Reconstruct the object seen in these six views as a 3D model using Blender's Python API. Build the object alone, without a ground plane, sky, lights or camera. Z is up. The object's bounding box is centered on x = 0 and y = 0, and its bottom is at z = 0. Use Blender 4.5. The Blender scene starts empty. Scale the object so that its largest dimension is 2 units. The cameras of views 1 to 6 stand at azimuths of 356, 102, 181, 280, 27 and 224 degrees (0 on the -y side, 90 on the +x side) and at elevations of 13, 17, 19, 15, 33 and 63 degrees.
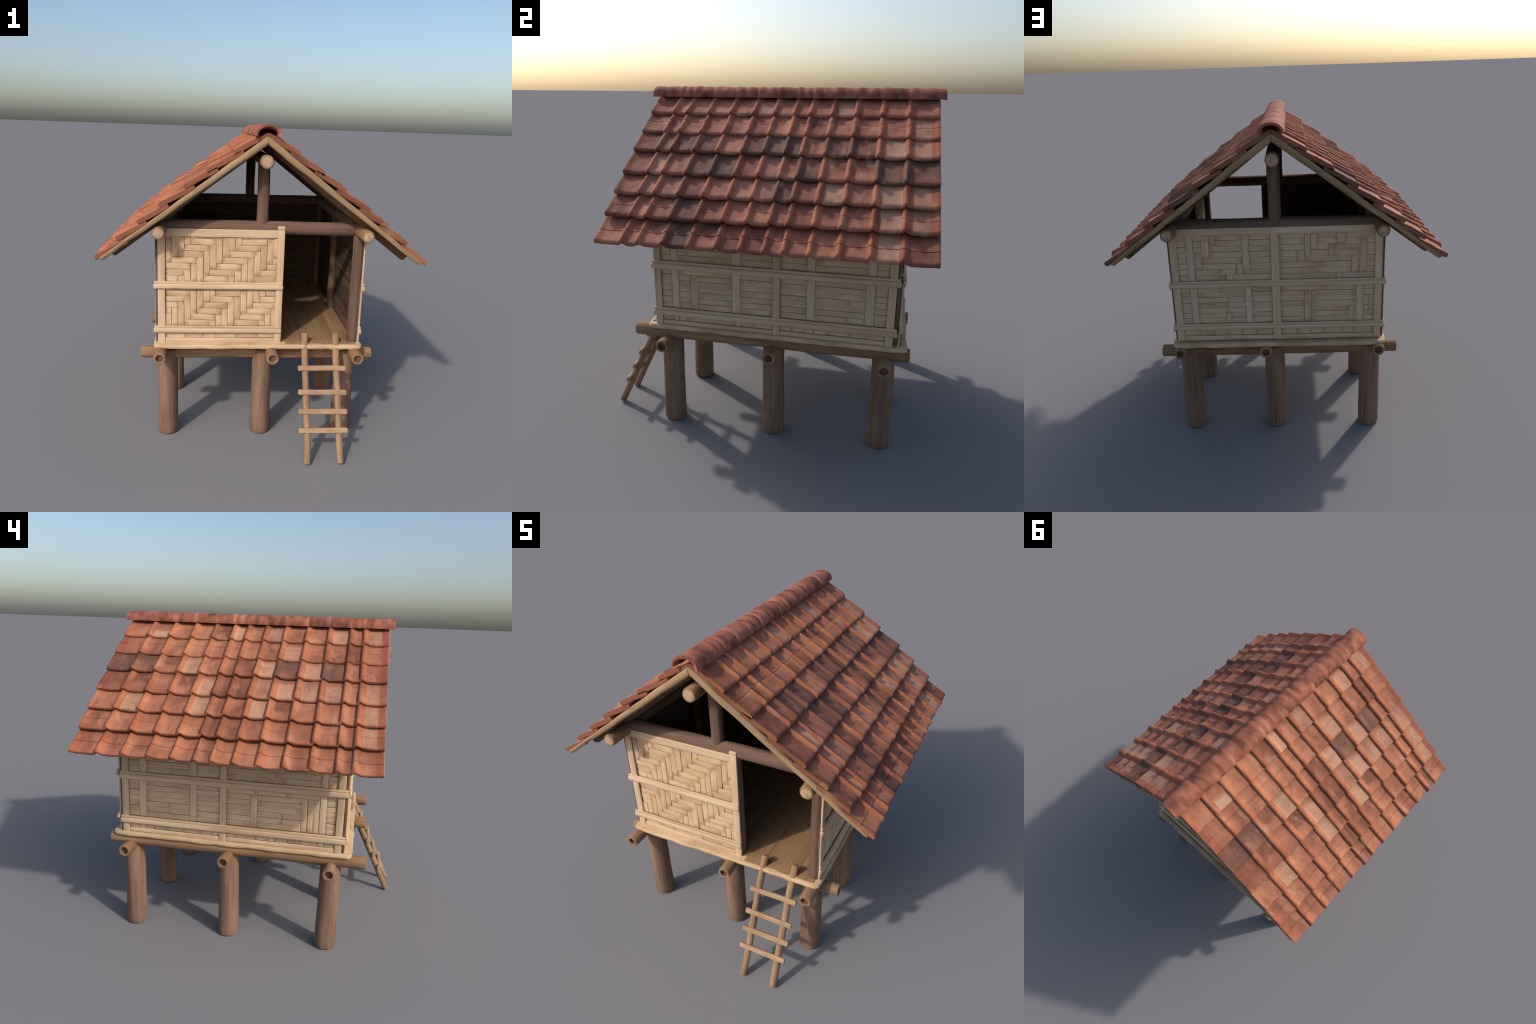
import bpy, bmesh, math, random
from mathutils import Vector, Matrix, noise

RND = random.Random(11)
SC = bpy.context.scene.collection


# ------------------------------------------------------------------ materials
def srgb(r, g, b):
    f = lambda c: c / 12.92 if c <= 0.04045 else ((c + 0.055) / 1.055) ** 2.4
    return (f(r / 255), f(g / 255), f(b / 255), 1.0)


class NT:
    """small helper to wire shader nodes"""

    def __init__(self, name, rough=0.8):
        self.m = bpy.data.materials.new(name)
        self.m.use_nodes = True
        self.t = self.m.node_tree
        self.bsdf = self.t.nodes["Principled BSDF"]
        self.bsdf.inputs["Roughness"].default_value = rough
        self.bsdf.inputs["Specular IOR Level"].default_value = 0.25

    def node(self, kind, **props):
        n = self.t.nodes.new(kind)
        for k, v in props.items():
            setattr(n, k, v)
        return n

    def put(self, sock, val):
        if isinstance(val, bpy.types.NodeSocket):
            self.t.links.new(val, sock)
        else:
            sock.default_value = val

    def coords(self, which="Object"):
        return self.node("ShaderNodeTexCoord").outputs[which]

    def rand(self):
        return self.node("ShaderNodeObjectInfo").outputs["Random"]

    def math(self, op, a, b=0.0, c=0.0, clamp=False):
        n = self.node("ShaderNodeMath", operation=op, use_clamp=clamp)
        self.put(n.inputs[0], a), self.put(n.inputs[1], b), self.put(n.inputs[2], c)
        return n.outputs[0]

    def shifted(self, scale, spread=17.0, which="Object"):
        """coordinates stretched by scale and moved by a random amount per object"""
        r = self.math("MULTIPLY", self.rand(), spread)
        n = self.node("ShaderNodeMapping")
        self.put(n.inputs["Vector"], self.coords(which))
        n.inputs["Scale"].default_value = scale
        c = self.node("ShaderNodeCombineXYZ")
        for s in c.inputs:
            self.put(s, r)
        self.put(n.inputs["Location"], c.outputs[0])
        return n.outputs[0]

    def noise(self, vec, scale=5.0, detail=3.0, rough=0.55, distort=0.0):
        n = self.node("ShaderNodeTexNoise")
        self.put(n.inputs["Vector"], vec)
        n.inputs["Scale"].default_value = scale
        n.inputs["Detail"].default_value = detail
        n.inputs["Roughness"].default_value = rough
        n.inputs["Distortion"].default_value = distort
        return n.outputs["Fac"]

    def ramp(self, fac, stops, interp="LINEAR"):
        n = self.node("ShaderNodeValToRGB")
        n.color_ramp.interpolation = interp
        e = n.color_ramp.elements
        while len(e) < len(stops):
            e.new(0.5)
        for el, (p, c) in zip(e, stops):
            el.position = p
            el.color = c if isinstance(c, tuple) else (c, c, c, 1)
        self.put(n.inputs["Fac"], fac)
        return n.outputs["Color"]

    def step(self, x, lo, hi):
        n = self.node("ShaderNodeMapRange", interpolation_type="SMOOTHSTEP")
        self.put(n.inputs["Value"], x)
        n.inputs["From Min"].default_value = lo
        n.inputs["From Max"].default_value = hi
        return n.outputs["Result"]

    def mix(self, fac, a, b, blend="MIX"):
        n = self.node("ShaderNodeMix", data_type="RGBA", blend_type=blend)
        self.put(n.inputs["Factor"], fac)
        self.put(n.inputs["A"], a), self.put(n.inputs["B"], b)
        return [o for o in n.outputs if o.type == "RGBA"][0]

    def hsv(self, col, hue=0.5, sat=1.0, val=1.0):
        n = self.node("ShaderNodeHueSaturation")
        self.put(n.inputs["Color"], col)
        self.put(n.inputs["Hue"], hue), self.put(n.inputs["Saturation"], sat), self.put(n.inputs["Value"], val)
        return n.outputs["Color"]

    def vary(self, col, amount):
        v = self.math("MULTIPLY_ADD", self.rand(), amount, 1.0 - amount / 2)
        return self.hsv(col, val=v)

    def done(self, col, height=None, strength=0.3, dist=0.004):
        self.put(self.bsdf.inputs["Base Color"], col)
        if height is not None:
            b = self.node("ShaderNodeBump")
            b.inputs["Strength"].default_value = strength
            b.inputs["Distance"].default_value = dist
            self.put(b.inputs["Height"], height)
            self.put(self.bsdf.inputs["Normal"], b.outputs["Normal"])
        return self.m


def grain_wood(name, dark, mid, light, fine=(2.5, 55, 55), broad=(3, 12, 12), vary=0.12, bump=0.35, rough=0.8, crack=0.35):
    """wood or cane whose grain runs along the local x axis"""
    n = NT(name, rough)
    g = n.noise(n.shifted(fine), 1.0, 4, 0.6, 0.25)
    b = n.noise(n.shifted(broad, 9.0), 1.0, 3, 0.5)
    f = n.math("MULTIPLY_ADD", b, 0.55, n.math("MULTIPLY", g, 0.5))
    col = n.ramp(f, [(0.30, dark), (0.52, mid), (0.75, light)])
    c = n.noise(n.shifted((fine[0] * 0.6, fine[1] * 1.6, fine[2] * 1.6), 5.0), 1.0, 2, 0.5)
    crackmask = n.ramp(c, [(0.28, 1.0), (0.36, 0.0)])
    col = n.mix(n.math("MULTIPLY", crackmask, crack), col, tuple(x * 0.45 for x in dark[:3]) + (1,))
    return n.done(n.vary(col, vary), g, bump, 0.003)


M = {}
M["post"] = grain_wood("post_wood", srgb(98, 75, 60), srgb(127, 100, 81), srgb(148, 120, 99), (2, 85, 85), (2.5, 18, 18), 0.06, 0.6, 0.85, 0.6)
M["pole"] = grain_wood("round_pole", srgb(106, 80, 57), srgb(136, 106, 78), srgb(160, 128, 97), (2, 60, 60), (3, 12, 12), 0.08, 0.4, 0.8, 0.3)
M["pole_end"] = grain_wood("pole_end_grain", srgb(140, 113, 86), srgb(166, 139, 111), srgb(186, 160, 132), (25, 25, 25), (20, 20, 20), 0.06, 0.4, 0.85, 0.2)
M["hollow"] = grain_wood("pole_hollow", srgb(82, 58, 42), srgb(108, 80, 60), srgb(122, 94, 72), (25, 25, 25), (20, 20, 20), 0.06, 0.4, 0.9, 0.2)
M["beam"] = grain_wood("dark_beam", srgb(77, 58, 48), srgb(104, 80, 67), srgb(126, 100, 85), (2, 50, 50), (2, 16, 16), 0.08, 0.4, 0.75, 0.35)
M["barge"] = grain_wood("barge_cane", srgb(120, 96, 69), srgb(147, 122, 92), srgb(166, 141, 110), (2, 35, 35), (4, 14, 14), 0.04, 0.4, 0.75, 0.25)
M["rafter"] = grain_wood("rafter_wood", srgb(84, 63, 46), srgb(104, 80, 60), srgb(122, 97, 75), (2, 50, 50), (2, 12, 12), 0.1, 0.4, 0.85, 0.3)
M["batten"] = grain_wood("pale_cane", srgb(168, 139, 108), srgb(196, 168, 137), srgb(209, 185, 156), (1.6, 70, 70), (3, 14, 14), 0.05, 0.25, 0.7, 0.18)
M["ladder"] = grain_wood("ladder_wood", srgb(114, 87, 64), srgb(144, 114, 87), srgb(176, 145, 112), (3, 60, 60), (7, 16, 16), 0.06, 0.45, 0.8, 0.3)
M["rung"] = grain_wood("rung_wood", srgb(130, 102, 77), srgb(162, 132, 102), srgb(190, 160, 126), (3, 60, 60), (8, 18, 18), 0.08, 0.45, 0.8, 0.3)
M["floor_edge"] = grain_wood("floor_edge_cane", srgb(156, 126, 93), srgb(190, 161, 126), srgb(206, 180, 148), (8, 8, 20), (5, 5, 5), 0.05, 0.4, 0.75, 0.15)
M["plank"] = grain_wood("floor_plank", srgb(112, 87, 63), srgb(136, 108, 80), srgb(156, 127, 96), (1.5, 45, 45), (2, 10, 10), 0.03, 0.5, 0.8, 0.4)  # browns lowered to match the floor lying in the hut's shade
M["backing"] = grain_wood("wall_backing", srgb(148, 112, 78), srgb(172, 136, 98), srgb(186, 152, 114), (10, 10, 10), (6, 6, 6), 0.02, 0.3, 0.9, 0.1)
M["inner"] = grain_wood("inner_lining", srgb(56, 42, 31), srgb(80, 62, 48), srgb(104, 84, 66), (1.2, 30, 30), (1, 14, 30), 0.1, 0.4, 0.9, 0.4)  # interior gloom baked in: base colour darkened for the unlit room


def strip_material(name, dark, mid, light, stain, amount=1.0):
    """split cane: grain along x, brown stain towards the ends and edges"""
    n = NT(name, 0.72)
    g = n.noise(n.shifted((4, 110, 110)), 1.0, 3, 0.6)
    b = n.noise(n.shifted((9, 16, 16), 13.0), 1.0, 3, 0.5)
    col = n.ramp(n.math("MULTIPLY_ADD", b, 0.5, n.math("MULTIPLY", g, 0.5)), [(0.32, dark), (0.5, mid), (0.72, light)])
    sep = n.node("ShaderNodeSeparateXYZ")
    n.put(sep.inputs[0], n.coords("Generated"))
    ex = n.math("ABSOLUTE", n.math("SUBTRACT", sep.outputs[0], 0.5))
    ey = n.math("ABSOLUTE", n.math("SUBTRACT", sep.outputs[1], 0.5))
    patch = n.noise(n.shifted((14, 22, 22), 31.0), 1.0, 3, 0.6)
    m1 = n.math("MULTIPLY", n.step(ex, 0.26, 0.50), n.step(patch, 0.38, 0.62))
    m2 = n.math("MULTIPLY", n.step(ey, 0.42, 0.50), 0.38)
    m = n.math("MAXIMUM", n.math("MULTIPLY", m1, 0.95 * amount), m2)
    col = n.mix(m, col, stain)
    # split line along the middle of many strips
    line = n.math("SUBTRACT", 1.0, n.step(n.math("ABSOLUTE", n.math("SUBTRACT", sep.outputs[1], n.math("MULTIPLY_ADD", n.rand(), 0.5, 0.25))), 0.0, 0.045))
    col = n.mix(n.math("MULTIPLY", line, 0.28), col, stain)
    return n.done(n.vary(col, 0.13), g, 0.25, 0.002)


M["strip"] = strip_material("woven_cane", srgb(174, 141, 107), srgb(197, 166, 132), srgb(211, 186, 155), srgb(164, 126, 90))
M["slat"] = strip_material("slat_cane", srgb(172, 144, 113), srgb(193, 166, 135), srgb(207, 184, 154), srgb(158, 122, 88), 0.6)
M["upright"] = grain_wood("upright_cane", srgb(176, 150, 121), srgb(198, 173, 145), srgb(211, 189, 162), (1.6, 60, 60), (3, 14, 14), 0.05, 0.25, 0.7, 0.1)


def tile_material(name, base, bright, dull, pan=None, pan_amount=0.0, pan_from=0.0, pan_to=1.0, edge=0.0):
    """fired clay. Generated x runs across the tile (roll, then pan), y runs up the slope"""
    n = NT(name, 0.78)
    sep = n.node("ShaderNodeSeparateXYZ")
    n.put(sep.inputs[0], n.coords("Generated"))
    gx, gy = sep.outputs[0], sep.outputs[1]
    b = n.noise(n.shifted((9, 6, 9)), 1.0, 3, 0.55)
    f = n.noise(n.shifted((55, 45, 55), 7.0), 1.0, 4, 0.6)
    streak = n.noise(n.shifted((70, 5, 30), 23.0), 1.0, 3, 0.5)
    col = n.ramp(b, [(0.33, dull), (0.50, base), (0.68, bright)])
    col = n.mix(n.math("MULTIPLY", n.step(streak, 0.45, 0.7), 0.25), col, dull)
    # the pan is duller and pinker than the roll, with a clear border
    inpan = n.step(gx, 0.29, 0.33)
    pink = n.hsv(col, 0.5, 0.88, 1.02)
    col = n.mix(n.math("MULTIPLY", inpan, 0.55), col, pink)
    if pan is not None:
        zone = n.math("MULTIPLY", inpan, n.math("SUBTRACT", 1.0, n.step(gx, 0.90, 0.96)))
        lo = n.noise(n.shifted((14, 14, 14), 3.0), 1.0, 4, 0.6)
        gyn = n.math("ADD", gy, n.math("MULTIPLY_ADD", lo, 0.36, -0.18))
        zone = n.math("MULTIPLY", zone, n.math("MULTIPLY", n.step(gyn, pan_from - 0.12, pan_from + 0.08), n.math("SUBTRACT", 1.0, n.step(gyn, pan_to - 0.10, pan_to + 0.12))))
        wear = n.math("MULTIPLY", n.math("MULTIPLY_ADD", n.step(lo, 0.30, 0.55), 0.45, 0.55), pan_amount)
        col = n.mix(n.math("MULTIPLY", zone, wear), col, pan)
    # painted shadow under the course above, and a dark line on the lower rim
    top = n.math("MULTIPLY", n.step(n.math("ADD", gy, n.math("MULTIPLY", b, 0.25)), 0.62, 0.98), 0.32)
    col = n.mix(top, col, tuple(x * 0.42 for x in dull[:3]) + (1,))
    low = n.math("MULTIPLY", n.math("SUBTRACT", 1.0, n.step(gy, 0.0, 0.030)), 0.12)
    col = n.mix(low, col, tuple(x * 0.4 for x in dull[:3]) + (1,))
    # slightly darker flank at the steep left side of the roll
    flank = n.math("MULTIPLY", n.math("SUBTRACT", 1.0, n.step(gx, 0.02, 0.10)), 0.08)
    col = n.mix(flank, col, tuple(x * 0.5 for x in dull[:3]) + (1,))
    if edge:
        col = n.mix(n.math("MULTIPLY", n.step(gx, 0.74, 0.76), edge), col, srgb(150, 80, 62))
    col = n.mix(n.math("MULTIPLY", n.step(f, 0.5, 0.75), 0.18), col, bright)
    # weather stains and bleached streaks that cross from tile to tile
    geo = n.node("ShaderNodeNewGeometry")
    def world(scale, shift):
        m = n.node("ShaderNodeMapping")
        n.put(m.inputs["Vector"], geo.outputs["Position"])
        m.inputs["Scale"].default_value, m.inputs["Location"].default_value = scale, shift
        return m.outputs[0]
    stain = n.step(n.noise(world((5, 7, 5), (3.1, 0.7, 2.2)), 1.0, 4, 0.6, 0.4), 0.50, 0.70)
    col = n.mix(n.math("MULTIPLY", stain, 0.50), col, srgb(106, 66, 52))
    pale = n.step(n.noise(world((5, 11, 5), (9.4, 5.5, 1.2)), 1.0, 3, 0.6, 0.3), 0.56, 0.74)
    col = n.mix(n.math("MULTIPLY", pale, 0.42), col, srgb(194, 148, 124))
    ny = n.node("ShaderNodeSeparateXYZ")
    n.put(ny.inputs[0], geo.outputs["Normal"])
    verge = n.step(n.math("ABSOLUTE", ny.outputs[1]), 0.55, 0.9)       # grimy outer edges at the gables
    col = n.mix(n.math("MULTIPLY", verge, 0.5), col, srgb(112, 76, 56))
    col = n.vary(col, 0.14)
    hue = n.math("MULTIPLY_ADD", n.rand(), 0.006, 0.5005)
    col = n.hsv(col, hue)
    return n.done(col, n.math("MULTIPLY_ADD", f, 0.5, b), 0.3, 0.004)


BASE, BRIGHT, DULL = srgb(162, 95, 69), srgb(180, 111, 81), srgb(140, 79, 58)
PALE, GREYPINK = srgb(178, 138, 112), srgb(166, 118, 97)
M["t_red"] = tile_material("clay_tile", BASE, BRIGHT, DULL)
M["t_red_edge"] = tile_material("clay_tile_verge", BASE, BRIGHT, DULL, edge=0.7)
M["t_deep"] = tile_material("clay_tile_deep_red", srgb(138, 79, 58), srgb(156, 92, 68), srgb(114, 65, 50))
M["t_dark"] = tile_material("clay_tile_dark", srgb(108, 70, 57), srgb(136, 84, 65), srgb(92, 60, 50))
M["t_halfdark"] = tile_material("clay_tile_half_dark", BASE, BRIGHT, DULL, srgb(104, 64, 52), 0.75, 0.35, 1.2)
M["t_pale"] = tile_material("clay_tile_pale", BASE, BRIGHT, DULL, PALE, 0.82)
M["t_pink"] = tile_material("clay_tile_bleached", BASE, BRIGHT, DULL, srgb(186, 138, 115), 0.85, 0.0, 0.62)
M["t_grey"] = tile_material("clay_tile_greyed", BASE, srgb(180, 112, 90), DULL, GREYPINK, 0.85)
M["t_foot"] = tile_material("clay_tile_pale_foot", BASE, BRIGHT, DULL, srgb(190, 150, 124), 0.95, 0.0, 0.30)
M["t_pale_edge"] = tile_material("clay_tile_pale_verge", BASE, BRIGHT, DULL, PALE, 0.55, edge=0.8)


def ridge_material():
    n = NT("ridge_clay", 0.8)
    b = n.noise(n.shifted((16, 8, 8)), 1.0, 3, 0.5)
    f = n.noise(n.shifted((70, 70, 70), 4.0), 1.0, 3, 0.5)
    col = n.ramp(b, [(0.32, srgb(106, 66, 54)), (0.46, srgb(146, 88, 69)), (0.62, srgb(168, 106, 84)), (0.78, srgb(180, 124, 101))])
    col = n.mix(n.math("MULTIPLY", n.step(f, 0.55, 0.75), 0.25), col, srgb(122, 74, 62))
    return n.done(n.vary(col, 0.25), n.math("MULTIPLY_ADD", f, 0.6, b), 0.2, 0.004)


M["ridge"] = ridge_material()


# ------------------------------------------------------------------ geometry helpers
def make_object(name, bm, mats, parent=None, sharp=40):
    me = bpy.data.meshes.new(name)
    bm.normal_update()
    bm.to_mesh(me)
    bm.free()
    for m in (mats if isinstance(mats, (list, tuple)) else [mats]):
        me.materials.append(M[m])
    me.polygons.foreach_set("use_smooth", [True] * len(me.polygons))
    me.set_sharp_from_angle(angle=math.radians(sharp))
    ob = bpy.data.objects.new(name, me)
    SC.objects.link(ob)
    if parent:
        ob.parent = parent
    return ob


def frame(origin, x, y):
    x = Vector(x).normalized()
    z = x.cross(Vector(y)).normalized()
    y = z.cross(x)
    m = Matrix((x, y, z)).transposed().to_4x4()
    m.translation = Vector(origin)
    return m


def loft(bm, rings, cap=True, cap_mat=0, mat=0):
    """skin a list of closed rings (lists of Vectors of equal length)"""
    vs = [[bm.verts.new(p) for p in r] for r in rings]
    k = len(rings[0])
    for a, b in zip(vs, vs[1:]):
        for i in range(k):
            f = bm.faces.new((a[i], a[(i + 1) % k], b[(i + 1) % k], b[i]))
            f.material_index = mat
    if cap:
        f = bm.faces.new(list(reversed(vs[0])))
        f.material_index = cap_mat
        f = bm.faces.new(vs[-1])
        f.material_index = cap_mat
    return vs


def rounded_rect(w, t, r, k=3):
    r = min(r, w * 0.49, t * 0.49)
    pts = []
    for cx, cy, a0 in ((w / 2 - r, t / 2 - r, 0), (-w / 2 + r, t / 2 - r, 90), (-w / 2 + r, -t / 2 + r, 180), (w / 2 - r, -t / 2 + r, 270)):
        for i in range(k + 1):
            a = math.radians(a0 + 90 * i / k)
            pts.append((cx + r * math.cos(a), cy + r * math.sin(a)))
    return pts


def bar_mesh(bm, length, w, t, r=None, n=6, wob=0.0, seed=0.0, end=None, k=3, off=(0, 0, 0), taper=(1, 1)):
    """bar along x with rounded edges and softened ends; wob bends and swells it a little"""
    r = min(w, t) * 0.3 if r is None else r
    e = min(r if end is None else end, length * 0.2)
    xs = [(-length / 2, 1 - e * 1.1 / min(w, t)), (-length / 2 + e * 0.35, 1 - e * 0.35 / min(w, t))]
    xs += [(-length / 2 + e + (length - 2 * e) * i / n, 1) for i in range(n + 1)]
    xs += [(length / 2 - e * 0.35, 1 - e * 0.35 / min(w, t)), (length / 2, 1 - e * 1.1 / min(w, t))]
    sec = rounded_rect(w, t, r, k)
    rings = []
    for x, s in xs:
        dy = wob * noise.noise((x * 6, seed, 0.3)) if wob else 0
        dz = wob * 0.6 * noise.noise((x * 6, seed, 5.3)) if wob else 0
        sw = 1 + (wob * 12 * noise.noise((x * 9, seed, 9.1)) if wob else 0)
        q = (x + length / 2) / length
        tp = taper[0] + (taper[1] - taper[0]) * q
        s2 = max(s, 0.3) * tp * sw
        # shrink by an equal margin on both axes at the ends
        m = (1 - max(s, 0.3)) * min(w, t)
        rings.append([Vector((x + off[0], (a * (w - m) / w) * tp * sw + dy + off[1], (b * (t - m) / t) * tp * sw + dz + off[2])) for a, b in sec])
    loft(bm, rings)


def bar(name, c, xax, yax, length, w, t, mat, parent, **kw):
    bm = bmesh.new()
    bar_mesh(bm, length, w, t, **kw)
    ob = make_object(name, bm, mat, parent)
    ob.matrix_world = frame(c, xax, yax)
    return ob


def pole_mesh(bm, length, r0, r1, seg=22, n=14, wob=0.002, swell=0.03, seed=0.0, round_end=0.006, hollow=(False, False), cap_mat=1, hollow_mat=2):
    rings, L = [], length
    st = [(-L / 2, r0 - round_end), (-L / 2 + round_end * 0.3, r0 - round_end * 0.3)]
    st += [(-L / 2 + round_end + (L - 2 * round_end) * i / n, None) for i in range(n + 1)]
    st += [(L / 2 - round_end * 0.3, r1 - round_end * 0.3), (L / 2, r1 - round_end)]
    for x, r in st:
        q = (x + L / 2) / L
        r = r0 + (r1 - r0) * q if r is None else r
        cy, cz = wob * noise.noise((x * 3, seed, 1)), wob * noise.noise((x * 3, seed, 7))
        ring = []
        for i in range(seg):
            a = 2 * math.pi * i / seg
            rr = r * (1 + swell * noise.noise((x * 7, math.cos(a) * 1.2 + seed * 3.1, math.sin(a) * 1.2)))
            ring.append(Vector((x, cy + rr * math.cos(a), cz + rr * math.sin(a))))
        rings.append(ring)
    vs = loft(bm, rings, cap=False)
    for side, ring, sgn in ((0, vs[0], 1), (1, vs[-1], -1)):
        ctr = sum((v.co for v in ring), Vector()) / seg
        if hollow[side]:
            prev = ring
            for sc, dx in ((0.80, 0.0), (0.70, 0.003), (0.66, 0.022)):
                new = [bm.verts.new(Vector((ctr.x + sgn * dx, ctr.y + (v.co.y - ctr.y) * sc, ctr.z + (v.co.z - ctr.z) * sc))) for v in ring]
                for i in range(seg):
                    q = (prev[i], prev[(i + 1) % seg], new[(i + 1) % seg], new[i])
                    f = bm.faces.new(q if side == 1 else tuple(reversed(q)))
                    f.material_index = cap_mat if sc > 0.69 else hollow_mat
                prev = new
            f = bm.faces.new(prev if side == 1 else list(reversed(prev)))
            f.material_index = hollow_mat
        else:
            f = bm.faces.new(ring if side == 1 else list(reversed(ring)))
            f.material_index = cap_mat


def pole(name, p0, p1, r0, mat, parent, r1=None, **kw):
    p0, p1 = Vector(p0), Vector(p1)
    d = p1 - p0
    bm = bmesh.new()
    mats = [mat, kw.pop("end", "pole_end"), "hollow"]
    pole_mesh(bm, d.length, r0, r1 or r0, seed=kw.pop("seed", RND.uniform(0, 50)), **kw)
    bmesh.ops.recalc_face_normals(bm, faces=bm.faces)
    ob = make_object(name, bm, mats, parent)
    up = (0, 0, 1) if abs(d.normalized().z) < 0.9 else (0, 1, 0)
    ob.matrix_world = frame((p0 + p1) / 2, d, up)
    return ob


# ------------------------------------------------------------------ the hut
hut = bpy.data.objects.new("stilt_hut", None)
SC.objects.link(hut)
hut["label"] = "bamboo hut on stilts with red clay tile roof and ladder"
hut["category"] = "stilt house"

# --- stilts, poles under the floor
for x in (-0.575, 0.031, 0.575):
    for y in (-0.54, 0.086, 0.712):
        if abs(x) < 0.1 and abs(y) < 0.1:
            continue                      # nothing stands under the middle of the floor
        pole("stilt", (x, y, 0.0), (x, y, 0.59), 0.066, "post", hut, r1=0.062, seg=28, swell=0.04, wob=0.003, round_end=0.014, end="post")
for y in (-0.54, 0.088, 0.715):
    pole("cross_pole", (-0.747 if y < 0.5 else -0.739, y, 0.560), (0.747, y, 0.556), 0.038, "pole", hut, hollow=(True, True), end="pole", swell=0.06, wob=0.004, n=24)
for x in (-0.610, 0.081, 0.611):
    pole("floor_joist", (x, -0.748, 0.598), (x, 0.848, 0.598), 0.0385, "pole", hut, hollow=(True, True), end="pole", swell=0.06, wob=0.004, n=24)

# --- floor: pale slab with worn rim, planks laid on it
bm = bmesh.new()
nx, ny = 60, 66
X0, X1, Y0, Y1, Z0, Z1 = -0.658, 0.658, -0.664, 0.830, 0.624, 0.655
rings = []
for lev, (ins, z) in enumerate(((0.010, Z0), (0.003, Z0 + 0.004), (0.0, Z0 + 0.012), (0.0, Z0 + 0.020), (0.004, Z1 - 0.003), (0.014, Z1))):
    ring = []
    per = [(X0 + (X1 - X0) * i / nx, Y0, 0, -1) for i in range(nx)] + [(X1, Y0 + (Y1 - Y0) * i / ny, 1, 0) for i in range(ny)]
    per += [(X1 - (X1 - X0) * i / nx, Y1, 0, 1) for i in range(nx)] + [(X0, Y1 - (Y1 - Y0) * i / ny, -1, 0) for i in range(ny)]
    for x, y, sx, sy in per:
        w = 0.005 * noise.noise((x * 9, y * 9, 1.0)) + 0.003 * noise.noise((x * 26, y * 26, 4.0 + z * 20))
        if sy == -1 and x > 0.1:
            w += 0.004 * noise.noise((x * 40, 2.0, z * 40))
        cx, cy = (x - 0) / X1, (y - (Y0 + Y1) / 2) / ((Y1 - Y0) / 2)
        corner = 0.010 * max(0, abs(cx) + abs(cy) - 1.96) / 0.04
        px = max(X0 + ins, min(X1 - ins, x)) + sx * w - corner * math.copysign(1, cx)
        py = max(Y0 + ins, min(Y1 - ins, y)) + sy * w - corner * math.copysign(1, cy)
        ring.append(Vector((px, py, z + 0.002 * noise.noise((x * 14, y * 14, 9)))))
    rings.append(ring)
loft(bm, rings)
floor = make_object("floor", bm, "floor_edge", hut)
npl = 11
for i in range(npl):
    w = 1.236 / npl
    x = -0.618 + w * (i + 0.5)
    y0 = (-0.640 if x > 0.13 else -0.600) + RND.uniform(-0.008, 0.008)
    bar("floor_plank", (x, (y0 + 0.80) / 2, 0.652), (0, 1, 0), (-1, 0, 0), 0.80 - y0, w - 0.0004, 0.013, "plank", floor, r=0.0009, n=20, wob=0.0015, seed=i * 3.7)

# --- frame above the floor
for x in (-0.597, 0.604):
    for y in (-0.582, 0.10, 0.742):
        pole("wall_post", (x, y, 0.652), (x, y, 1.36), 0.0345 if y < 0 else 0.030, "beam" if y < 0 else "rafter", hut, swell=0.05, wob=0.003, end="beam")
for x, y in ((-0.630, -0.606), (-0.630, 0.763), (0.630, 0.763)):
    bar("corner_board", (x, y - (0.002 if y > 0 else 0), 0.995), (0, 0, 1), (-1, 0, 0), 0.67, 0.025, 0.013 if y > 0 else 0.018, "beam", hut, r=0.005, n=8, wob=0.001)
pole("door_post", (0.118, -0.572, 0.652), (0.118, -0.572, 1.40), 0.026, "beam", hut, swell=0.05, wob=0.002, end="beam")
pole("tie_beam", (-0.60, -0.576, 1.386), (0.60, -0.576, 1.384), 0.041, "beam", hut, swell=0.05, wob=0.004, n=24, end="beam")
pole("tie_beam", (-0.60, 0.742, 1.388), (0.60, 0.742, 1.388), 0.041, "beam", hut, swell=0.05, wob=0.004, n=24, end="beam")
pole("king_post", (0.002, -0.572, 1.385), (0.002, -0.572, 1.80), 0.037, "beam", hut, swell=0.05, wob=0.002, end="beam")
pole("king_post", (0.0, 0.750, 1.385), (0.0, 0.750, 1.80), 0.038, "beam", hut, swell=0.05, wob=0.002, end="beam")
for x in (-0.609, 0.609):
    pole("wall_plate", (x, -0.772, 1.376), (x, 0.902, 1.374), 0.038, "pole", hut, swell=0.05, wob=0.004, n=24, round_end=0.011)
pole("ridge_pole", (0.0, -0.804, 1.791), (0.0, 0.918, 1.789), 0.039, "pole", hut, swell=0.04, wob=0.002, n=24, round_end=0.010)


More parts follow.
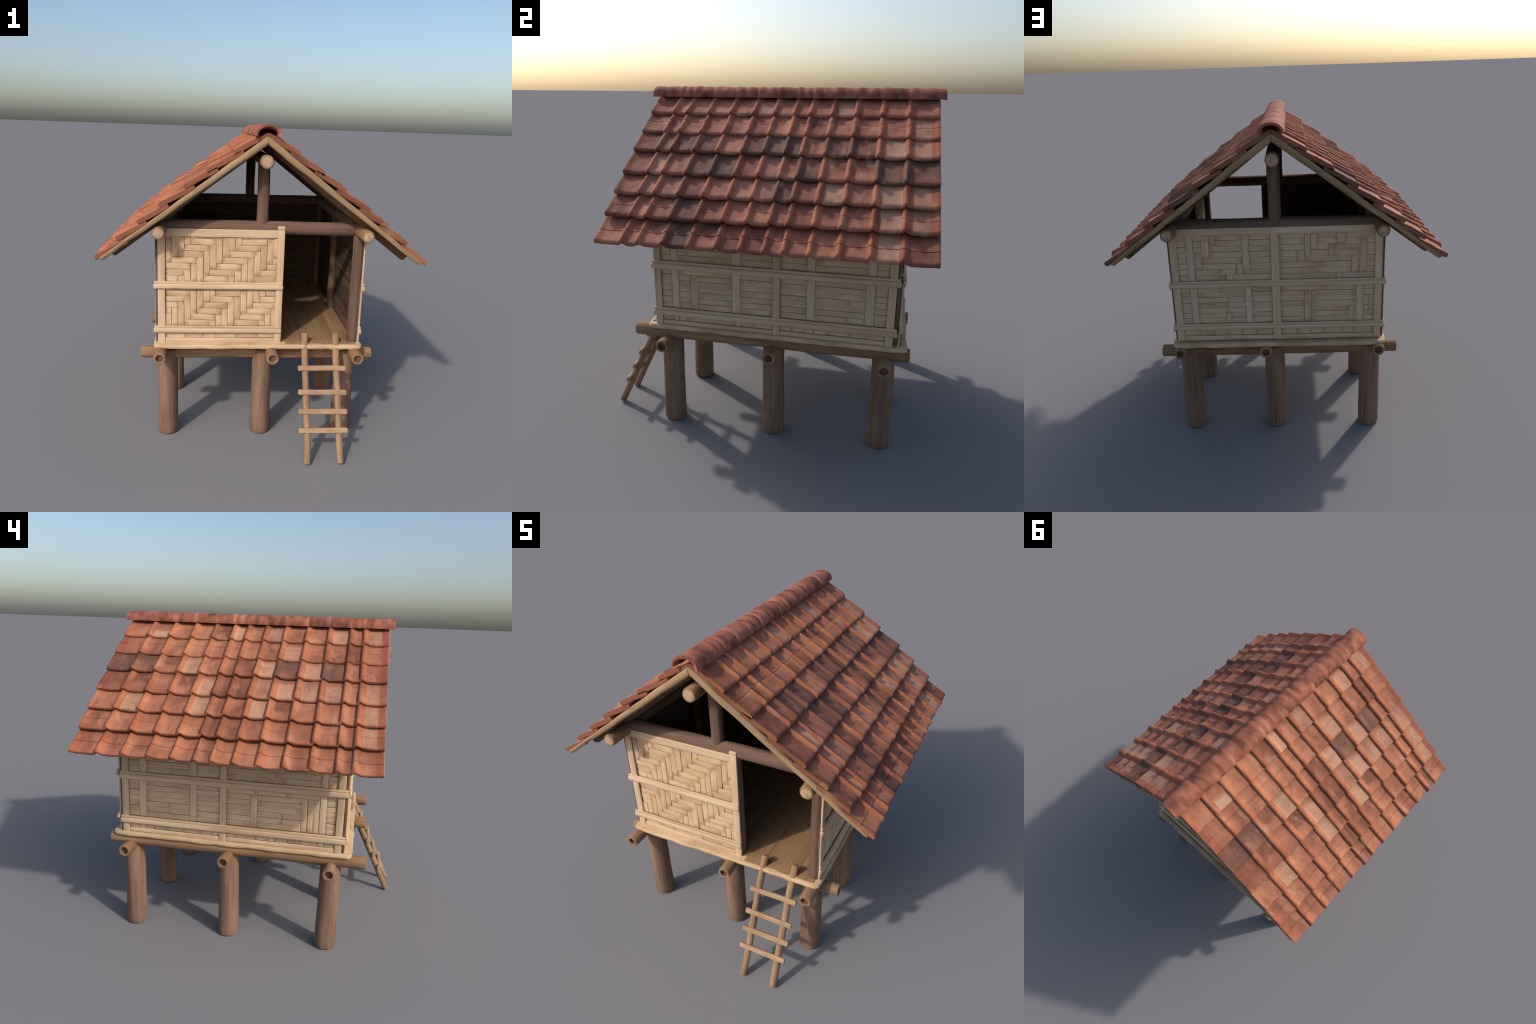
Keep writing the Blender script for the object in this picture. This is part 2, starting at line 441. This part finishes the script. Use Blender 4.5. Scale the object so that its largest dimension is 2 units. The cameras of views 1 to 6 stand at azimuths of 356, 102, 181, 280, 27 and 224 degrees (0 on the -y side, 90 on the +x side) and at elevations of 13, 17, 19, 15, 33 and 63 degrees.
# ------------------------------------------------------------------ walls
class Wall:
    """a wall seen from outside: u to the right, v up; origin on the wall's face at u = 0, z = 0"""

    def __init__(self, name, origin, right, out, u0, u1, v0, v1):
        self.o, self.r, self.out = Vector(origin), Vector(right), Vector(out)
        up = Vector((0, 0, 1))
        bm = bmesh.new()
        bar_mesh(bm, u1 - u0, v1 - v0, 0.008, r=0.002, n=1)
        self.ob = make_object(name, bm, "backing", hut)
        self.ob.matrix_world = frame(self.at((u0 + u1) / 2, (v0 + v1) / 2, -0.004), self.r, up)
        # boards of the inner lining
        nb = 11
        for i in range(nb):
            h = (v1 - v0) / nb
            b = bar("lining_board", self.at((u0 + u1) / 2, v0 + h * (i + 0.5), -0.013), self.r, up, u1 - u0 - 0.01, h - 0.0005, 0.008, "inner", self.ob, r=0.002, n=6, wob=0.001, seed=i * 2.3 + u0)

    def at(self, u, v, d):
        return self.o + self.r * u + self.out * d + Vector((0, 0, v))

    def h(self, kind, u0, u1, v0, v1, mat, d=0.0, t=0.006, **kw):
        up = Vector((0, 0, 1))
        tilt = Vector((0, 0, kw.pop("tilt", 0.0)))
        return bar(kind, self.at((u0 + u1) / 2, (v0 + v1) / 2, d + t / 2), self.r + tilt, up, abs(u1 - u0), abs(v1 - v0), t, mat, self.ob, **kw)

    def v(self, kind, u0, u1, v0, v1, mat, d=0.0, t=0.006, **kw):
        up = Vector((0, 0, 1)) + self.r * kw.pop("tilt", 0.0)
        return bar(kind, self.at((u0 + u1) / 2, (v0 + v1) / 2, d + t / 2), up, -self.r, abs(v1 - v0), abs(u1 - u0), t, mat, self.ob, **kw)

    def rail(self, u0, u1, v0, v1, d=0.008):
        """two canes lashed one over the other: a thin one above a thick one"""
        hgt = v1 - v0
        self.h("rail", u0, u1, v0 + hgt * 0.66, v1, "batten", d, 0.013, r=0.005, n=20, wob=0.0015, seed=u0 + v0)
        self.h("rail", u0 - 0.003, u1 + 0.003, v0, v0 + hgt * 0.68, "batten", d, 0.019, r=0.009, n=20, wob=0.0018, seed=u1 + v0 * 3)

    def batten(self, u0, u1, v0, v1, d=0.004, t=0.012):
        self.v("batten", u0, u1, v0, v1, "batten", d, t, r=0.004, n=12, wob=0.0012, seed=u0 * 5 + v0)

    def slats(self, kind, u0, u1, v0, v1, rows, uprights=(), span=(0.16, 0.34), mat="slat", up_kind="cane_upright", keep=0.25):
        """rows of slats with upright canes standing among them; uprights = (ua, ub, v_from, v_to)"""
        g = 0.0011
        hgt = (v1 - v0) / rows
        full = lambda va, vb: min(vb, v1) - max(va, v0) > 0.9 * (v1 - v0)
        snap = lambda z: v0 + round((z - v0) / hgt) * hgt
        uprights = [(ua, ub, snap(va), snap(vb)) for ua, ub, va, vb in uprights]
        for ua, ub, va, vb in uprights:
            a, b = max(va, v0), min(vb, v1)
            if b - a > 0.02 and u0 < (ua + ub) / 2 < u1:
                self.v(up_kind, ua + g / 2, ub - g / 2, a + g / 2, b - g / 2, "upright" if full(va, vb) else mat, 0.0, 0.0075 if full(va, vb) else 0.0062, r=0.002, n=5, wob=0.0012, seed=ua * 7 + a)
        for j in range(rows):
            a, b = v0 + hgt * j, v0 + hgt * (j + 1)
            mid = (a + b) / 2
            cuts = sorted((max(u0, ua), min(u1, ub)) for ua, ub, va, vb in uprights if va < mid < vb and ub > u0 and ua < u1)
            free, pos = [], u0
            for ca, cb in cuts:
                if ca > pos + 0.008:
                    free.append((pos, ca))
                pos = max(pos, cb)
            if pos < u1 - 0.008:
                free.append((pos, u1))
            for fa, fb in free:
                p = fa
                while p < fb - 0.004:
                    step = RND.uniform(*span)
                    e = p + step
                    if fb - e < span[0] * 0.6:
                        e = fb
                    jit = RND.uniform(-0.0012, 0.0012)
                    self.h(kind, p + g / 2, e - g / 2, a + g / 2 + jit, b - g / 2 + jit, mat, 0.0, RND.uniform(0.0050, 0.0064), r=0.0015, n=4, wob=0.0012, seed=RND.uniform(0, 99), tilt=RND.uniform(-0.006, 0.006))
                    p = e

    def herringbone(self, kind, u0, u1, v0, v1, w, run, phase=0):
        """steps climbing to the right: each row's flat strip ends against an upright one that hangs down from it"""
        g = 0.0016
        nu, nv = int((u1 - u0) / w + 0.999), int((v1 - v0) / w + 0.999)
        clip = lambda x, lo, hi: max(lo, min(hi, x))
        for j in range(-1, nv + run):
            for i in range(-run, nu + run):
                q = (i - j + phase) % (2 * run)
                if q == 0:
                    a, b = clip(u0 + i * w, u0, u1), clip(u0 + (i + run) * w, u0, u1)
                    c, d = clip(v0 + j * w, v0, v1), clip(v0 + (j + 1) * w, v0, v1)
                    if b - a > 0.006 and d - c > 0.006:
                        self.h(kind, a + g / 2, b - g / 2, c + g / 2, d - g / 2, "strip", RND.uniform(-0.001, 0.0), RND.uniform(0.0045, 0.006), r=0.0015, n=5, wob=0.002, seed=RND.uniform(0, 99), tilt=RND.uniform(-0.03, 0.012))
                if q == run:
                    a, b = clip(u0 + i * w, u0, u1), clip(u0 + (i + 1) * w, u0, u1)
                    c, d = clip(v0 + (j - run + 1) * w, v0, v1), clip(v0 + (j + 1) * w, v0, v1)
                    if b - a > 0.006 and d - c > 0.006:
                        self.v(kind, a + g / 2, b - g / 2, c + g / 2, d - g / 2, "strip", RND.uniform(0.0, 0.001), RND.uniform(0.005, 0.007), r=0.0015, n=5, wob=0.002, seed=RND.uniform(0, 99), tilt=RND.uniform(-0.02, 0.02))


# front wall (left of the door)
fw = Wall("front_wall", (0, -0.606, 0), (1, 0, 0), (0, -1, 0), -0.622, 0.134, 0.654, 1.372)
fw.herringbone("woven_strip", -0.583, 0.097, 1.047, 1.330, 0.0385, 4, 2)
fw.herringbone("woven_strip", -0.583, 0.097, 0.762, 1.004, 0.0385, 4, 5)
fw.slats("slat", -0.583, 0.097, 0.684, 0.722, 1, span=(0.06, 0.15))
fw.h("sill_cane", -0.583, 0.097, 0.652, 0.683, "batten", 0.0, 0.012, r=0.005, n=20, wob=0.002)
fw.batten(-0.628, -0.582, 0.652, 1.375)
fw.batten(0.096, 0.139, 0.652, 1.378)
fw.h("batten", -0.584, 0.098, 1.328, 1.377, "batten", 0.003, 0.012, r=0.004, n=20, wob=0.0015)
fw.h("head_block", 0.094, 0.139, 1.379, 1.402, "batten", -0.006, 0.022, r=0.005, n=2)
fw.rail(-0.648, 0.137, 1.003, 1.050)
fw.rail(-0.648, 0.137, 0.719, 0.765)

# back wall (u runs towards -x)
bw = Wall("back_wall", (0, 0.772, 0), (-1, 0, 0), (0, 1, 0), -0.622, 0.622, 0.654, 1.345)
CORN = 0.586
up_a = [(-0.531, -0.489, 1.05, 1.345), (-0.441, -0.395, 1.20, 1.310), (-0.393, -0.359, 1.27, 1.345), (-0.480, -0.441, 1.13, 1.24), (-0.237, -0.200, 1.09, 1.17), (-0.199, -0.159, 1.09, 1.345), (-0.302, -0.262, 1.05, 1.088)]
bw.slats("slat", -CORN, -0.026, 1.053, 1.343, 8, up_a, span=(0.14, 0.30))
up_b = [(0.169, 0.206, 1.20, 1.345), (0.207, 0.243, 1.235, 1.345), (0.128, 0.168, 1.165, 1.235), (0.311, 0.348, 1.20, 1.275), (0.361, 0.408, 1.27, 1.345), (0.447, 0.484, 1.09, 1.195), (0.495, 0.533, 1.09, 1.315), (0.354, 0.391, 1.05, 1.088)]
bw.slats("slat", 0.018, CORN, 1.053, 1.343, 8, up_b, span=(0.14, 0.30))
up_c = [(-0.524, -0.484, 0.77, 1.01), (-0.194, -0.157, 0.77, 1.01), (-0.318, -0.288, 0.77, 0.84)]
bw.slats("slat", -CORN, -0.026, 0.772, 1.013, 7, up_c, span=(0.14, 0.30))
up_d = [(0.163, 0.208, 0.77, 0.965), (0.476, 0.520, 0.77, 1.01), (0.434, 0.462, 0.77, 0.86), (0.550, 0.568, 0.83, 0.93)]
bw.slats("slat", 0.018, CORN, 0.772, 1.013, 7, up_d, span=(0.16, 0.34))
bw.slats("slat", -CORN, -0.026, 0.690, 0.735, 1, span=(0.06, 0.12))
bw.slats("slat", 0.018, CORN, 0.690, 0.735, 1, span=(0.06, 0.12))
bw.h("sill_cane", -CORN, CORN, 0.654, 0.688, "batten", 0.0, 0.012, r=0.005, n=24, wob=0.002)
for a in (-0.628, CORN - 0.002):
    bw.batten(a, a + 0.044, 0.652, 1.345)
bw.batten(-0.030, 0.019, 0.652, 1.345, 0.005, 0.013)
bw.h("batten", -0.590, 0.590, 1.340, 1.383, "batten", 0.003, 0.014, r=0.005, n=24, wob=0.002)
bw.rail(-0.646, 0.646, 1.014, 1.055)
bw.rail(-0.646, 0.646, 0.735, 0.773)


def side_wall(w, s, corners, centre, tall, mid_only, low_only):
    """tall: uprights through the upper and middle fields; corners = (u of left edge, u of right edge)"""
    ca, cb = corners
    up_top = [(a, b, 1.03, 1.40) for a, b in tall]
    up_mid = [(a, b, 0.75, 1.03) for a, b in tall] + [(a, b, c, d) for a, b, c, d in mid_only]
    halves = ((ca, centre[0]), (centre[1], cb))
    for a, b in halves:
        w.slats("wall_slat", a, b, 1.045, 1.345, 8, up_top, span=(0.18, 0.40))
        w.slats("wall_slat", a, b, 0.762, 1.000, 7, up_mid, span=(0.14, 0.30))
        w.slats("wall_slat", a, b, 0.684, 0.716, 1, [(x, y, 0.68, 0.72) for x, y in low_only], span=(0.05, 0.13))
        w.h("sill_cane", a, b, 0.655, 0.682, "batten", 0.0, 0.013, r=0.006, n=16, wob=0.002, seed=a)
    w.batten(*centre, 0.654, 1.345, 0.005, 0.011)
    w.batten(ca - 0.042, ca, 0.652, 1.350)
    w.batten(cb, cb + 0.042, 0.652, 1.350)
    w.h("batten", ca, cb, 1.345, 1.372, "batten", 0.002, 0.012, r=0.004, n=16)
    w.rail(ca - 0.052, cb + 0.060, 0.998, 1.046)
    w.rail(ca - 0.052, cb + 0.060, 0.713, 0.761)


# left wall: u = -y seen from outside
lw = Wall("side_wall", (-0.630, 0, 0), (0, -1, 0), (-1, 0, 0), -0.758, 0.596, 0.654, 1.372)
side_wall(lw, -1, (-0.718, 0.556), (-0.139, -0.098),
          [(-0.649, -0.606), (-0.330, -0.286), (0.458, 0.496)],
          [(0.048, 0.090, 0.74, 0.980), (0.350, 0.386, 0.74, 0.955), (0.388, 0.422, 0.74, 0.965), (0.422, 0.456, 0.74, 0.965), (0.018, 0.046, 0.74, 0.795)],
          [(0.163, 0.196), (-0.649, -0.612), (0.455, 0.490)])
# right wall: u = +y
rw = Wall("side_wall", (0.630, 0, 0), (0, 1, 0), (1, 0, 0), -0.606, 0.752, 0.654, 1.372)
side_wall(rw, 1, (-0.567, 0.710), (0.088, 0.129),
          [(-0.503, -0.461), (-0.147, -0.099), (0.277, 0.321), (0.594, 0.642)],
          [(-0.394, -0.349, 0.74, 0.950)],
          [(-0.126, -0.096), (0.279, 0.320), (-0.500, -0.470)])

# ------------------------------------------------------------------ roof
PITCH = math.atan(0.545)                     # lie of the single tiles
CP, SP = math.cos(PITCH), math.sin(PITCH)
ROW_X = (0.192, 0.337, 0.466, 0.610, 0.730, 0.847, 0.972)
ROW_Z = (1.845, 1.741, 1.649, 1.541, 1.446, 1.348, 1.236)
COL_Y = (-0.780, -0.632, -0.546, -0.412, -0.274, -0.135, -0.010, 0.108, 0.201, 0.327, 0.462, 0.608, 0.756, 0.922)
THICK, ROLL = 0.0180, 0.0145

# sheathing below the tiles carries the roof parts
bm = bmesh.new()
for s in (-1, 1):
    prof = [(0.0, 1.934), (0.90, 1.934 - 0.762 * 0.90), (0.90, 1.926 - 0.762 * 0.90), (0.0, 1.926)]
    vs = []
    for y in (-0.745, 0.885):
        vs.append([bm.verts.new((s * (x + 0.001), y, z)) for x, z in prof])
    for i in range(4):
        bm.faces.new((vs[0][i], vs[0][(i + 1) % 4], vs[1][(i + 1) % 4], vs[1][i]))
    bm.faces.new(vs[0]), bm.faces.new(vs[1])
bmesh.ops.recalc_face_normals(bm, faces=bm.faces)
roof = make_object("roof", bm, "rafter", hut)

for s in (-1, 1):
    for y in (-0.585, 0.08, 0.745):
        pole("rafter", (s * 0.012, y, 1.893), (s * 0.902, y, 1.893 - 0.760 * 0.89), 0.030, "rafter", roof, swell=0.05, wob=0.003, n=18, round_end=0.012, end="rafter")
    for y in (-0.7675, 0.9095):
        p0, p1 = Vector((s * 0.0, y, 1.910)), Vector((s * 0.928, y, 1.223))
        d = p1 - p0
        bm = bmesh.new()
        bar_mesh(bm, d.length, 0.040, 0.040, r=0.017, n=34, wob=0.005, seed=3.1 * s + y, k=4, end=0.008, taper=(1.08, 0.66))
        # mitre the ridge end against the other board
        geom = bm.verts[:] + bm.edges[:] + bm.faces[:]
        mw = frame((p0 + p1) / 2, d, (0, 0, 1))
        bmesh.ops.transform(bm, matrix=mw, verts=bm.verts)
        for v in bm.verts:
            if s * v.co.x < 0.03:
                along = d.normalized()
                v.co += along * ((0.0006 * s - v.co.x) / along.x)
        bmesh.ops.transform(bm, matrix=mw.inverted(), verts=bm.verts)
        ob = make_object("bargeboard", bm, "barge", roof)
        ob.matrix_world = mw
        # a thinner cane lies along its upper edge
        side_in = 0.004 if y < 0 else -0.004
        q0, q1 = Vector((s * 0.02, y + side_in, 1.903)), Vector((s * 0.934, y + side_in, 1.223))
        bar("barge_cane", (q0 + q1) / 2, q1 - q0, (0, 0, 1), (q1 - q0).length, 0.013, 0.042, "barge", roof, r=0.006, n=30, wob=0.005, seed=8 * s + y, end=0.006)


def roll_profile(u, w, first, last):
    """height of a tile across its width; u = 0 is the crest of its roll"""
    steep, gentle = 0.020, 0.040
    if first and u < 0.05:
        h = 0.45 * ROLL * (1 - u / 0.05) ** 2
    elif u < 0:
        h = ROLL * (0.5 + 0.5 * math.cos(math.pi * min(1, -u / steep)))
    else:
        h = ROLL * (0.5 + 0.5 * math.cos(math.pi * min(1, u / gentle)))
    d = w - u
    if last:
        if d < 0.06:
            h += 0.45 * ROLL * (1 - d / 0.06) ** 2
    elif d < steep:
        h = max(h, (ROLL - 0.007) * (0.5 + 0.5 * math.cos(math.pi * d / steep)) - 0.001)
    return h - 0.0042 * math.sin(math.pi * max(0, min(1, u / w)))


def tile(side, row, col):
    n = len(COL_Y) - 1
    if side > 0:
        a, b = COL_Y[col], COL_Y[col + 1]
    else:
        a, b = -COL_Y[n - col], -COL_Y[n - 1 - col]      # u = -y on the left slope
    w = b - a
    first, last = col == 0, col == n - 1
    rise = ROW_X[row] - (ROW_X[row - 1] - 0.058 if row else 0.004)
    L = rise / CP
    sd = side * 31 + row * 7.3 + col * 1.7
    rr = random.Random(int((sd + 500) * 10))
    ua, ub = (0.0 if first else -0.017), w
    nu = 22
    us = [ua + (ub - ua) * i / nu for i in range(nu + 1)]
    seam = 0.40 if row == 6 else (0.45 if row == 1 else (0.42 if row == 5 and col % 2 == 0 else None))
    vs = [(0.0, 0.80), (0.0012, 0.95), (0.004, 1.0), (0.008, 1.0), (0.012, 1.0), (0.017, 1.0), (0.03, 1.0)]
    vs += [(L * q, 1.0) for q in (0.25, 0.36, 0.5, 0.62, 0.8, 1.0)]
    if seam:
        sv = L * (seam + rr.uniform(-0.03, 0.03))
        amp = 1.0 if row == 6 else 0.55
        vs = [p for p in vs if abs(p[0] - sv) > 0.006] + [(sv - 0.003, 1.0), (sv - 0.0005, 1.0), (sv + 0.0012, 1.0), (sv + 0.004, 1.0)]
        vs.sort()
    bm = bmesh.new()
    rings = []
    droop = rr.uniform(-0.002, 0.002)
    slip = rr.uniform(-0.003, 0.003)
    for v, th in vs:
        top, bot = [], []
        for u in us:
            h = roll_profile(u, w, first, last)
            h += 0.0035 * noise.noise((u * 14 + sd, v * 14, sd)) + 0.0012 * noise.noise((u * 50 + sd, v * 40, sd))
            h += droop * u / w
            wav = 0.004 * noise.noise((u * 16 + sd, sd, 0.0)) if v < 0.04 else 0.0
            s2 = 0.0
            if seam:
                dv = v - sv
                if -0.0015 < dv < 0.0006:
                    s2 = -0.0045 * amp
                elif dv >= 0.0006:
                    s2 = 0.0016 * amp
            k = 0.35 if u in (us[0], us[-1]) else 1.0          # soften the side edges
            edge = (first and u < 0.012) or (last and w - u < 0.012)   # thicker verge
            half = THICK / 2 * (0.45 + 0.55 * k)
            q = max(0.0, 1 - v / 0.017)
            mid = h - THICK / 2
            zt = mid + half * th + s2 - 0.0075 * q * q               # worn, rounded lip
            zb = mid - (half + (0.012 if edge else 0.004 * q)) * th  # its foot rests on the next course
            top.append(Vector((u, v + wav + slip, max(zt, zb + 0.004))))
            bot.append(Vector((u, v + wav + slip, zb)))
        rings.append(top + bot[::-1])
    loft(bm, rings)
    bmesh.ops.recalc_face_normals(bm, faces=bm.faces)
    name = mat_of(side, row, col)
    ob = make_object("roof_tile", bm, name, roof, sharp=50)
    o = Vector((side * ROW_X[row], side * a, ROW_Z[row]))
    ob.matrix_world = frame(o, (0, side, 0), (-side * CP, 0, SP))
    return ob


# where odd-coloured tiles lie: (row, column) from the ridge and from the left seen from outside
LEFT = {
    "t_dark": [(2, 0), (2, 1), (2, 8), (2, 10)], "t_deep": [(3, 0), (0, 4), (1, 11), (5, 5), (5, 6), (6, 5), (3, 5), (3, 6), (2, 6)],
    "t_halfdark": [(3, 1), (3, 3), (4, 8), (2, 2)], "t_pale": [(2, 3), (4, 1), (4, 7), (4, 4)],
    "t_pink": [(2, 7), (2, 9), (3, 8), (3, 10), (1, 8), (3, 4), (0, 5), (0, 10)], "t_grey": [(3, 7), (3, 9), (0, 7)],
    "t_foot": [(0, 1)], "t_pale_edge": [(3, 12), (4, 12), (5, 12), (0, 12)], "t_red_edge": [(1, 12), (2, 12), (6, 12)],
}
RIGHT = {
    "t_dark": [(2, 2), (2, 3), (2, 5), (2, 6), (2, 7), (2, 9), (2, 10), (3, 3), (3, 4), (3, 8), (3, 11), (3, 12), (5, 3), (6, 3), (4, 7)],
    "t_deep": [(3, 0), (4, 0), (5, 0), (4, 3), (5, 4), (5, 7), (5, 8), (6, 5), (6, 6), (6, 12), (1, 0), (4, 8), (3, 5), (2, 0)],
    "t_grey": [(4, 1), (4, 2), (4, 6), (4, 5), (3, 6)], "t_pale": [(2, 11), (4, 9), (4, 11), (5, 11), (6, 11), (0, 9)],
    "t_pale_edge": [(2, 12), (4, 12), (5, 12), (1, 12)], "t_pink": [(3, 1), (0, 5)], "t_halfdark": [(3, 9), (4, 10), (5, 9), (6, 4), (3, 10), (1, 8)],
}
KIND = {s: {rc: k for k, v in d.items() for rc in v} for s, d in ((-1, LEFT), (1, RIGHT))}


def mat_of(side, row, col):
    return KIND[side].get((row, col), "t_red")


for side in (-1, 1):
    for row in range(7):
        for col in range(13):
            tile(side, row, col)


# ridge caps: short half-pipes, each with a collar where it laps the next
def ridge_cap(i, y0, y1):
    bm = bmesh.new()
    L = y1 - y0
    seg, n = 18, 14
    rr = random.Random(900 + i)
    two = 0.45 + rr.uniform(-0.08, 0.08)
    rings = []
    for j in range(n + 1):
        q = j / n
        x = q * L
        bump = 0.0068 * math.exp(-((q - 0.12) / 0.19) ** 2) + 0.0044 * math.exp(-((q - two - 0.15) / 0.17) ** 2)
        e = 1.0
        if i == 0 and j == 0 or i == 12 and j == n:
            e = 0.55
        out, inn = [], []
        for k in range(seg + 1):
            a = math.pi * (k / seg) * 1.08 - 0.04 * math.pi
            wob = 0.002 * noise.noise((x * 14 + i * 3, math.cos(a) * 2, math.sin(a) * 2 + i))
            t = 0.021 * e
            A, B = 0.0685 + bump + wob, 0.0525 + bump * 0.8 + wob
            out.append(Vector((x, A * math.cos(a), B * math.sin(a) + (e - 1) * 0.006)))
            inn.append(Vector((x, (A - t) * math.cos(a), (B - t) * math.sin(a))))
        rings.append(out + inn[::-1])
    loft(bm, rings)
    bmesh.ops.recalc_face_normals(bm, faces=bm.faces)
    ob = make_object("ridge_tile", bm, "ridge", roof, sharp=50)
    ob.matrix_world = frame((0, y0, 1.9405), (0, 1, 0), (-1, 0, 0))


ys = list(COL_Y)
ys[0], ys[-1] = -0.814, 0.957
for i in range(13):
    ridge_cap(i, ys[i] - (0.003 if i else 0), ys[i + 1])

# ------------------------------------------------------------------ ladder
bm = bmesh.new()
stiles = [((0.292, -0.603, 0.716), (0.295, -0.948, 0.004)), ((0.490, -0.608, 0.716), (0.497, -0.944, 0.004))]
for i, (a, b) in enumerate(stiles):
    a, b = Vector(a), Vector(b)
    sub = bmesh.new()
    pole_mesh(sub, (b - a).length, 0.0215, 0.0215, seg=18, n=24, wob=0.006, swell=0.14, seed=4.4 + i * 9, round_end=0.009, cap_mat=0)
    bmesh.ops.recalc_face_normals(sub, faces=sub.faces)
    bmesh.ops.transform(sub, matrix=Matrix.Translation((0, (i - 0.5) * -0.2, 0)), verts=sub.verts)
    tmp = bpy.data.meshes.new("tmp")
    sub.to_mesh(tmp)
    sub.free()
    bm.from_mesh(tmp)
    bpy.data.meshes.remove(tmp)
mid0 = (Vector(stiles[0][0]) + Vector(stiles[1][0])) / 2
mid1 = (Vector(stiles[0][1]) + Vector(stiles[1][1])) / 2
ladder = make_object("ladder", bm, "ladder", hut)
ladder.matrix_world = frame((mid0 + mid1) / 2, mid1 - mid0, (-1, 0, 0))
slope = (mid1 - mid0).normalized()
outn = Vector((0, -slope.z, slope.y)) * (1 if -slope.z < 0 else -1)
for z in (0.524, 0.392, 0.289, 0.187):
    t = (z - mid0.z) / (mid1.z - mid0.z)
    p = mid0 + (mid1 - mid0) * t + Vector((0, outn.y, outn.z)) * 0.020
    bar("rung", (0.394, p.y, z), (1, RND.uniform(-0.01, 0.01), RND.uniform(-0.012, 0.0)), (0, 0.35, 1), 0.302, 0.033, 0.024, "rung", ladder, r=0.008, n=14, wob=0.003, seed=z * 40, end=0.006)

# keep every child where it was placed, relative to its parent
bpy.context.view_layer.update()
for ob in SC.objects:
    if ob.parent:
        world = ob.matrix_world.copy()
        ob.matrix_parent_inverse = ob.parent.matrix_world.inverted()
        ob.matrix_world = world
